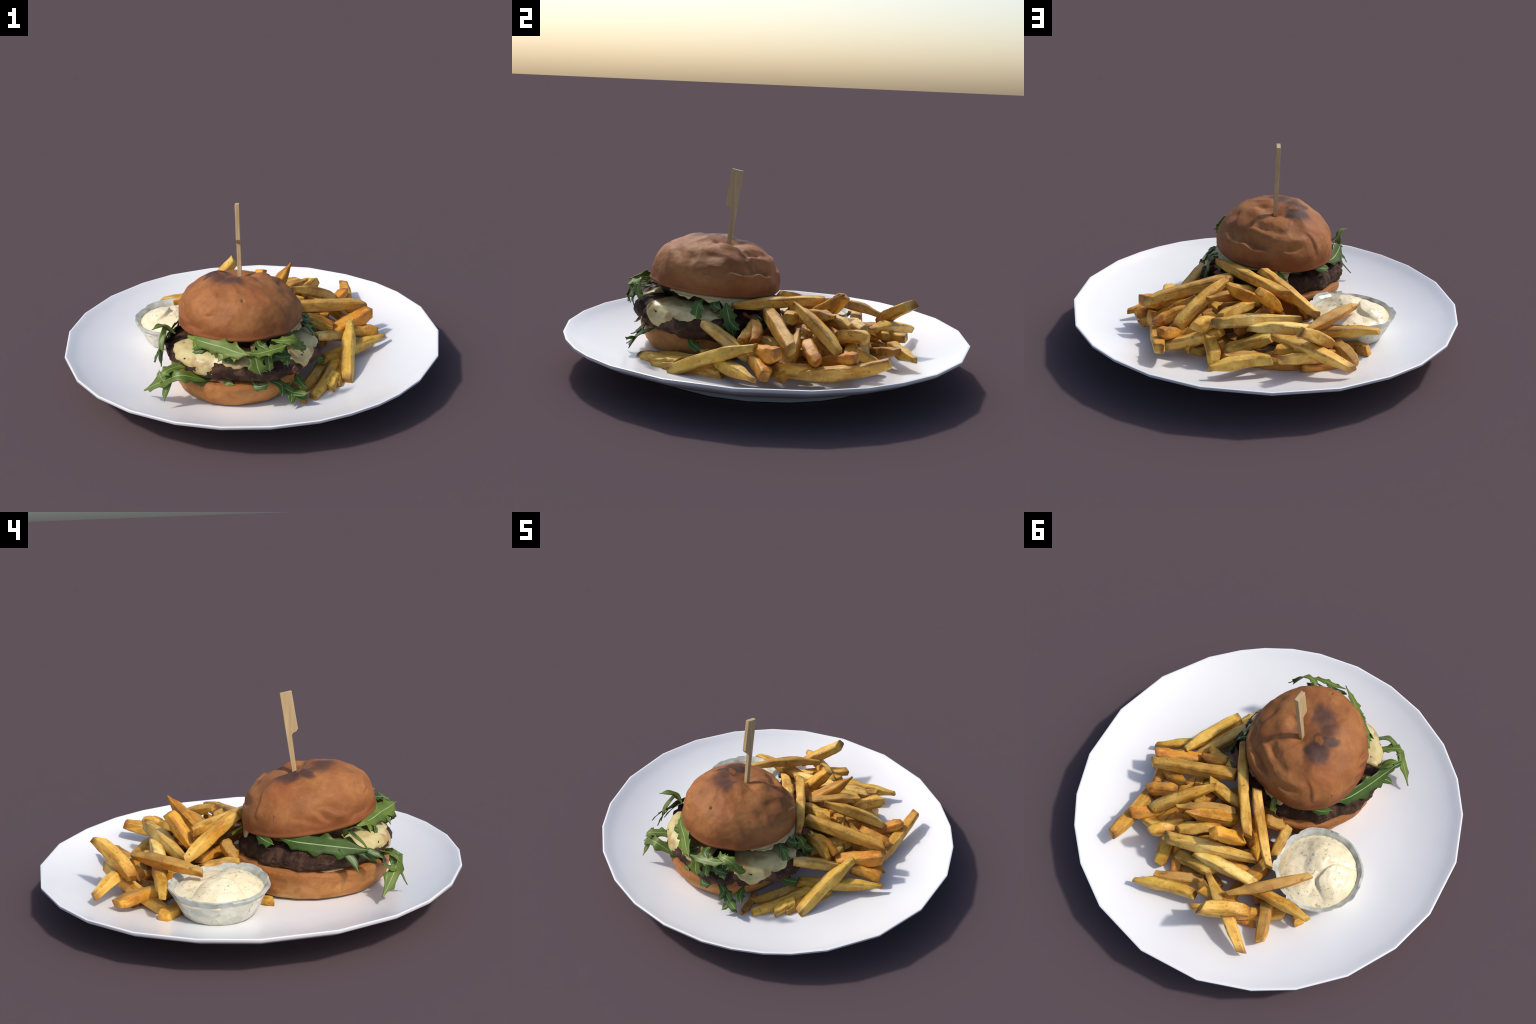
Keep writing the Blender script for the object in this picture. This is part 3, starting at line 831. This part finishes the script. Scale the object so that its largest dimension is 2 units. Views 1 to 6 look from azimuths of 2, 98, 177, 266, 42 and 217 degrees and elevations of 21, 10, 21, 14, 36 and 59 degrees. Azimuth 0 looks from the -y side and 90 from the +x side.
def under_bun(t, s):
    """From beneath the crust outward to its edge and then hanging in drips."""
    r = lerp(0.20, 0.308 - 0.022 * smooth(50, 90, math.degrees(t)), min(1, s / 0.5))
    drop = max(0, s - 0.45) * 0.16
    x, y = C.x + r * cos(t), C.y + r * sin(t) * 1.03
    p = V((x, y, bun_under(x, y) - 0.012 - drop))
    if s > 0.45:
        p += V((cos(t), sin(t), 0)) * (0.015 * min(1, (s - 0.45) * 3))
    w = smooth(0.40, 0.58, s)
    return p, (V((0, 0, -1)) * (1 - w) + V((cos(t), sin(t), -0.15)) * w).normalized()


def sauce_hem(t, u):
    a = math.degrees(t)
    d = 0.50 + 0.10 * noise.noise(V((t * 4.5, 2, 2))) + 0.06 * noise.noise(V((t * 13, 5, 2)))
    for c, w, h in ((23, 3.2, 0.52), (26, 9, 0.20), (8, 6, 0.12), (-12, 7, 0.10), (96, 6, 0.30), (88, 10, 0.15), (50, 8, 0.08)):
        d += h * exp(-((a - c) / w) ** 2)
    return d


blanket("cream_sauce", M["cream"], radians(-32), radians(122), under_bun, sauce_hem, 0.009, 5, n=130, m=22)
# sauce smears above the lower bun
for a, r, sc in ((-112, 0.315, (0.045, 0.02, 0.008)), (-100, 0.325, (0.030, 0.016, 0.010)), (-172, 0.305, (0.07, 0.022, 0.008)),
                 (150, 0.30, (0.06, 0.02, 0.010)), (-60, 0.31, (0.03, 0.018, 0.008))):
    t = radians(a)
    v, f = lathe([(0, -1), (0.6, -0.8), (0.95, -0.3), (1, 0.1), (0.8, 0.6), (0, 1)], even(20),
                 lambda p, i, tt: V((p.x * sc[1], p.y * sc[0], p.z * sc[2])) * (1 + 0.3 * noise.noise(p * 1.7 + V((a, 0, 0)))))
    make("cream_sauce", v, f, [M["cream"]], burger, (C.x - 0.01 + r * cos(t), C.y + r * sin(t), 0.213 + 0.03 * sin(t) * r), (0, 0, t))

# bacon bits peeping out
for x, y, z, l, w, yaw, tilt in ((0.205, -0.560, 0.262, 0.080, 0.030, -45, 45), (0.275, -0.205, 0.325, 0.060, 0.028, 70, 10), (0.190, -0.380, 0.392, 0.09, 0.026, 60, 5),
                                 (0.230, -0.285, 0.388, 0.07, 0.024, 85, -8), (-0.120, -0.560, 0.385, 0.07, 0.024, -160, 10), (0.285, -0.165, 0.300, 0.06, 0.022, 100, 30),
                                 (0.235, -0.04, 0.30, 0.1, 0.03, 130, 20), (0.03, -0.575, 0.385, 0.06, 0.022, -90, 10)):
    n = 8
    verts, faces = [], []
    for i in range(n + 1):
        s = (i / n - 0.5) * l
        zz = 0.006 * sin(i * 1.3 + x * 30)
        for u, h in ((-0.5, -0.004), (0.5, -0.004), (0.5, 0.004), (-0.5, 0.004)):
            verts.append(V((s, u * w * (1 + 0.25 * noise.noise(V((s * 30, u, x * 9)))), zz + h)))
    for i in range(n):
        for j in range(4):
            k = (j + 1) % 4
            faces.append((i * 4 + j, i * 4 + k, i * 4 + 4 + k, i * 4 + 4 + j))
    faces += [(3, 2, 1, 0), (n * 4, n * 4 + 1, n * 4 + 2, n * 4 + 3)]
    make("bacon_piece", verts, faces, [M["bacon"]], burger, (x, y, z), (radians(tilt), radians(12), radians(yaw)), angle=50)


# rocket leaves
def strip(verts, faces, fm, pts, normals, width, fold, teeth, seed, n, rib=0.06):
    sp = catmull(pts, n)
    nm = catmull(normals, n) if len(normals) > 1 else [V(normals[0])] * n
    cols = (-1, -0.55, -rib, 0, rib, 0.55, 1)
    base = len(verts)
    for i, p in enumerate(sp):
        t = i / (n - 1)
        d = (sp[min(i + 1, n - 1)] - sp[max(i - 1, 0)]).normalized()
        side = d.cross(nm[i]).normalized()
        up = side.cross(d)
        for u in cols:
            w = width(t)
            if teeth and abs(u) == 1:
                ph = (t * teeth + (0.35 if u > 0 else 0) + seed) % 1.0
                w *= 1 + 0.55 * max(0, 1 - abs(ph - 0.72) / 0.28) * smooth(0.08, 0.25, t) - 0.18
            wave = 0.10 * w * sin(t * 9 + seed * 3 + (2 if u > 0 else 0)) * abs(u)
            verts.append(p + side * (u * w) + up * (abs(u) * w * fold + wave + (0.0018 if abs(u) <= rib and rib else 0)))
    c = len(cols)
    for i in range(n - 1):
        for j in range(c - 1):
            a = base + i * c + j
            faces.append((a, a + 1, a + c + 1, a + c))
            fm.append(1 if j in (2, 3) else 0)


def rocket(pts, normals, half, lobes=(), mat="leaf", fold=0.2, teeth=5, n=36, tip=0.0, seed=0.0):
    """A rocket leaf: spine points, facing, half width; lobes are (end point, from spine fraction, half width)."""
    verts, faces, fm = [], [], []
    strip(verts, faces, fm, pts, [V(q) for q in normals], lambda t: half * 1.22 * (0.22 + 0.78 * smooth(0.0, 0.35, t)) * max(0.02, (1 - smooth(0.72, 1.0, t) * (1 - tip))), fold, teeth, seed, n)
    sp = catmull(pts, 60)
    for end, t0, w in lobes:
        a = sp[int(t0 * 59)]
        e = V(end)
        d = (sp[min(59, int(t0 * 59) + 4)] - a).normalized()
        mid = (a + e) / 2 + d * (e - a).length * 0.10
        nm = catmull([V(q) for q in normals], 60)[int(t0 * 59)] if len(normals) > 1 else V(normals[0])
        strip(verts, faces, fm, [a, mid, e], [nm], lambda t: w * 1.25 * (1.0 + 0.25 * sin(t * 5)) * max(0.03, 1 - smooth(0.62, 1.0, t)), fold, 0, seed, 16, 0.06)
    ob = make("rocket_leaf", verts, faces, [M[mat], M["rib"]], burger, (0, 0, 0), face_mat=fm, angle=60)
    so = ob.modifiers.new("leaf_thickness", "SOLIDIFY")
    so.thickness = 0.0035
    so.offset = 0
    return ob


# broad leaf hanging out of the front, under the crust
rocket([(-0.292, -0.470, 0.385), (-0.215, -0.548, 0.392), (-0.120, -0.612, 0.394), (-0.045, -0.668, 0.394), (0.022, -0.712, 0.397)], [(-0.45, -0.62, 0.62), (-0.30, -0.70, 0.62)], 0.031,
       [((-0.135, -0.655, 0.335), 0.55, 0.015), ((-0.265, -0.535, 0.345), 0.2, 0.016), ((-0.055, -0.690, 0.350), 0.7, 0.012)], "leaf", 0.12, 5, seed=0.2)
# long leaf along the left flank, with a curled tip and hanging lobes
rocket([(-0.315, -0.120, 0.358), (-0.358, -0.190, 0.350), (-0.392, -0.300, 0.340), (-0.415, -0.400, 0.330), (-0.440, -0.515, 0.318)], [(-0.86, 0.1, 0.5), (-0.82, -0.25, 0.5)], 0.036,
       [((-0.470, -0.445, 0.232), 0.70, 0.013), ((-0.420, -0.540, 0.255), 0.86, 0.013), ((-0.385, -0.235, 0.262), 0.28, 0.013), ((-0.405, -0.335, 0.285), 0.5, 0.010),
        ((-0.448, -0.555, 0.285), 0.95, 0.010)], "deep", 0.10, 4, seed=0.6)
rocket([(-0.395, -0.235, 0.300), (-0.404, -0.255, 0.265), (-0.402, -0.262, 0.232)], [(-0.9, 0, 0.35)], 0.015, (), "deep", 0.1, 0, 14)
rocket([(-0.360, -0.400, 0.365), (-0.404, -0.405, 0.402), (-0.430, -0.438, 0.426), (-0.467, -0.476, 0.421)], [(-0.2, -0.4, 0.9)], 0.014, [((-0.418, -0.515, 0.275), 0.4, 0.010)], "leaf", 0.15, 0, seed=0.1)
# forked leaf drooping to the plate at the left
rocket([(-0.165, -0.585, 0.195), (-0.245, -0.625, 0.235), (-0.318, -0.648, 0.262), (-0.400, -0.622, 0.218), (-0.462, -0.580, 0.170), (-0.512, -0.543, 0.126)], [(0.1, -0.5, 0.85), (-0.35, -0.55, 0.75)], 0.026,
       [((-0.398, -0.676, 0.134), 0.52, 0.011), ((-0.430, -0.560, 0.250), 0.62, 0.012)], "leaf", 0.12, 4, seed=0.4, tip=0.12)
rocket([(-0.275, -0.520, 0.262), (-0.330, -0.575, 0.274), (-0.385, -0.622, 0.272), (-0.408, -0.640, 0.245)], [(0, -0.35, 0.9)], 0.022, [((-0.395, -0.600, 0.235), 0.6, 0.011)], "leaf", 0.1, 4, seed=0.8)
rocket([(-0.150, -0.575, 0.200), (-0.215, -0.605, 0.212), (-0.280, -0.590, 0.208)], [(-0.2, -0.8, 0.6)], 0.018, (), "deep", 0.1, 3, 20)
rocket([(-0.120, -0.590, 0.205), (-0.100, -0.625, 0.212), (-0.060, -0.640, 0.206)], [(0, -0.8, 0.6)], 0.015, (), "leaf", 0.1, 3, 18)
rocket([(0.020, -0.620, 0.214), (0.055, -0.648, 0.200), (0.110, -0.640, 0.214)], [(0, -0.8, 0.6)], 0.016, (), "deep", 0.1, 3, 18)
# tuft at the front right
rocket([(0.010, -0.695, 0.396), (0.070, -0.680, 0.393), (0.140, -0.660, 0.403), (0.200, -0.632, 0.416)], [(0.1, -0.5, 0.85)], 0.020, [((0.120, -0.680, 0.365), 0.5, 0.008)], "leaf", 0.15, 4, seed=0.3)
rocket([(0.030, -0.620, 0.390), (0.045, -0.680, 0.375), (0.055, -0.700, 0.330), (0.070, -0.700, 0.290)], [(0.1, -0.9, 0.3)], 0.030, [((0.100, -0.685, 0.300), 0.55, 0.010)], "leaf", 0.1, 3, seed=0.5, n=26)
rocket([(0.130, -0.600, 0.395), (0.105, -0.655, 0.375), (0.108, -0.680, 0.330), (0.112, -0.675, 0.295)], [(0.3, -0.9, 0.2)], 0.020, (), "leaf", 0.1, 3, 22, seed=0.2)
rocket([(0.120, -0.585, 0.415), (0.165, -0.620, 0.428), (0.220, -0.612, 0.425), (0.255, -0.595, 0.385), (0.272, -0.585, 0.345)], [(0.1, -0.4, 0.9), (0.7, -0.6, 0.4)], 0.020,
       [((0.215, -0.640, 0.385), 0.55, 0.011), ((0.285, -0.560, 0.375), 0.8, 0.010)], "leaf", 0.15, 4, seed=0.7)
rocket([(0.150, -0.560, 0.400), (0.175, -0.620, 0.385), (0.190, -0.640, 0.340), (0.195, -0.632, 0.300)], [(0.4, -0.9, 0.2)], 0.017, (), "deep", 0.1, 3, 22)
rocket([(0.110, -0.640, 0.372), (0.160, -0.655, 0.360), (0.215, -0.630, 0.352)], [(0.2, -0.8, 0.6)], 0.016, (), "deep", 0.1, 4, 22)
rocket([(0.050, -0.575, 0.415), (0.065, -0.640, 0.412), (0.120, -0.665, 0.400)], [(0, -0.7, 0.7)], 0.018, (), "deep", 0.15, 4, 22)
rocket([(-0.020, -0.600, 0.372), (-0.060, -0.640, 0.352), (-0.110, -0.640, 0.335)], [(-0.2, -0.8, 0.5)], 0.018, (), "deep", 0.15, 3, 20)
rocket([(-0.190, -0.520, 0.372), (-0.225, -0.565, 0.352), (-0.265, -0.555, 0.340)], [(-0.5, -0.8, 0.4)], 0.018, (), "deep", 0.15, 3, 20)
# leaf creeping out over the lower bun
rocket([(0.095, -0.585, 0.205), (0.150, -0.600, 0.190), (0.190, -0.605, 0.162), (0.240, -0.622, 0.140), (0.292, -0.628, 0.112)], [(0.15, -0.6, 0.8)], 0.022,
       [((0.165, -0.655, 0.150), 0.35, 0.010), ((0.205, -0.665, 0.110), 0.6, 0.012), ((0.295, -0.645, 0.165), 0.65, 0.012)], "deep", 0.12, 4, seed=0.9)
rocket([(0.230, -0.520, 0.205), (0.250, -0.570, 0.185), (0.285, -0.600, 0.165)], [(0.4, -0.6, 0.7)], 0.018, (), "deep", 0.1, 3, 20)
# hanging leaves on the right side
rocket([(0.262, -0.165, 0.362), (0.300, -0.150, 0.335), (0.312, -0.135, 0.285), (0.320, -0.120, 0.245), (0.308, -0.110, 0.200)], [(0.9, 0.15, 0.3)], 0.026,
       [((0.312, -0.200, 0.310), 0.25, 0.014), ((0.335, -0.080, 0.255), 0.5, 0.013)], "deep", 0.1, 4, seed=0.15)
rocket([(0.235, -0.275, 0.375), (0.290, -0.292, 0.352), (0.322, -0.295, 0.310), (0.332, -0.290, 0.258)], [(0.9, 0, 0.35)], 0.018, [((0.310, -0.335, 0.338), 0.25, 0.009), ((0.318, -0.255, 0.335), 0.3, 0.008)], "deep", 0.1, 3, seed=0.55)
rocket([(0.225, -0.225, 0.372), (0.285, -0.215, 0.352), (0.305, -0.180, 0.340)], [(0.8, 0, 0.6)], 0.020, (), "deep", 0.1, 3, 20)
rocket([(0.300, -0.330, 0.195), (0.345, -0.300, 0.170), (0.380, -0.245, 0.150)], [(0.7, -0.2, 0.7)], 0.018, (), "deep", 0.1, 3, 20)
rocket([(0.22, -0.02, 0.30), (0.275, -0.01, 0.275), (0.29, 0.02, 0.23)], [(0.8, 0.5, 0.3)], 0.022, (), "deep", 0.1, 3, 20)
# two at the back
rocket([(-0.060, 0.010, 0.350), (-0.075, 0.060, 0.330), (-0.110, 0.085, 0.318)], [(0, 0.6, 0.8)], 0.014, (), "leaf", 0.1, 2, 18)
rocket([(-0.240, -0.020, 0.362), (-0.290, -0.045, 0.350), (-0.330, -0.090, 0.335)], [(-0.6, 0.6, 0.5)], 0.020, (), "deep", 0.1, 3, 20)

# wooden paddle skewer cut from a bamboo slat: a straight back edge, a flag stepping out on the other side
SK = V((-0.047, -0.215, 0.52))
outline = [(-0.2175, 0.52), (-0.2085, 0.59), (-0.161, 0.965), (-0.215, 0.975), (-0.2405, 0.798), (-0.233, 0.785), (-0.2175, 0.778), (-0.2115, 0.768), (-0.230, 0.59), (-0.2375, 0.52)]
verts, n = [], len(outline)
for h in (-0.0105, 0.0105):
    for y, z in outline:
        verts.append(V((0.004 - (z - 0.52) * 0.012 + h, y - SK.y, z - SK.z)))
faces = [tuple(range(n)), tuple(range(2 * n - 1, n - 1, -1))] + [(i, (i + 1) % n, n + (i + 1) % n, n + i) for i in range(n)]
sk = make("wooden_skewer", verts, faces, [M["wood"]], burger, SK, angle=30)
bv = sk.modifiers.new("worn_edges", "BEVEL")
bv.width, bv.segments = 0.0015, 2

# ------------------------------------------------------------------- dip cup
CUP = V((-0.4264, 0.1646, 0.0725))
cup = empty("dip_cup", CUP, "small clear plastic cup heaped with creamy herb dip", "sauce cup")
CT = (0.0044, -0.037, 0)
cup_profile = [(0, 0.0), (0.135, 0.0), (0.155, 0.006), (0.169, 0.022), (0.186, 0.055), (0.199, 0.088), (0.205, 0.100), (0.209, 0.108), (0.216, 0.118), (0.222, 0.126),
               (0.228, 0.134), (0.226, 0.139), (0.214, 0.137), (0.200, 0.128), (0.192, 0.112), (0.16, 0.05), (0.12, 0.015), (0, 0.012)]


LIP = random.Random(4)
lip_breaks = sorted(LIP.uniform(0, 2 * pi) for _ in range(19))
lip_pieces = [(LIP.uniform(-0.055, 0.045), LIP.uniform(-0.010, 0.012)) for _ in range(20)]


def cup_shape(p, i, t):
    r = hypot(p.x, p.y)
    k = 1 + 0.020 * noise.noise(V((cos(t) * 5, sin(t) * 5, p.z * 30))) * smooth(0.1, 0.2, r)
    if r > 0.212:  # the lip is bent and broken into uneven pieces
        out, up = lip_pieces[sum(1 for b in lip_breaks if b < t)]
        k += out * smooth(0.212, 0.226, r) + 0.03 * noise.noise(V((cos(t) * 4, sin(t) * 4, 2)))
        p = p + V((0, 0, up * smooth(0.212, 0.226, r)))
    return V((p.x * k, p.y * k, p.z))


v, f = lathe(cup_profile, even(96), cup_shape)
fm = [1 if 7 <= k // 96 <= 13 else 0 for k in range(len(f))]
make("plastic_cup", v, f, [M["cup"], M["rim"]], cup, CUP, CT, angle=24, face_mat=fm)

dip_profile = [(0.0, 1.0)] + [(i / 60, (1 - (i / 60) ** 2.6)) for i in range(1, 61)] + [(1.0, -0.12), (0.98, -0.3)]


def dip_shape(p, i, t):
    r = hypot(p.x, p.y)
    q = V((p.x * 0.207, p.y * 0.207, 0)) * (1 + 0.035 * noise.noise(V((cos(t) * 4, sin(t) * 4, 7))) * r)
    h = 0.110 + p.z * 0.042
    body = smooth(1.0, 0.75, r)
    # off-centre heap, a spooned flap lying over one half, a hollow, and small lumps
    h += body * 0.031 * exp(-((q.x - 0.03) ** 2 + (q.y + 0.07) ** 2) / 0.008)
    h -= body * 0.016 * exp(-((q.x - 0.080) ** 2 + (q.y - 0.03) ** 2) / 0.003)
    lip = q.x + 0.020 + 0.9 * (q.y - 0.01) ** 2 / 0.1 + 0.022 * noise.noise(V((q.y * 16, 1.5, 0)))
    near = exp(-(q.y / 0.10) ** 4)
    h += body * near * (0.018 * (1 - smooth(-0.006, 0.005, lip)) - 0.006 * exp(-((lip - 0.014) / 0.012) ** 2))
    h += body * (0.009 * fbm(q * 10 + V((2, 2, 2)), 2) + 0.0025 * fbm(q * 34 + V((5, 1, 2)), 2))
    return V((q.x, q.y, h))


v, f = lathe(dip_profile, even(140), dip_shape)
make("herb_dip", v, f, [M["dip"]], cup, CUP, CT)
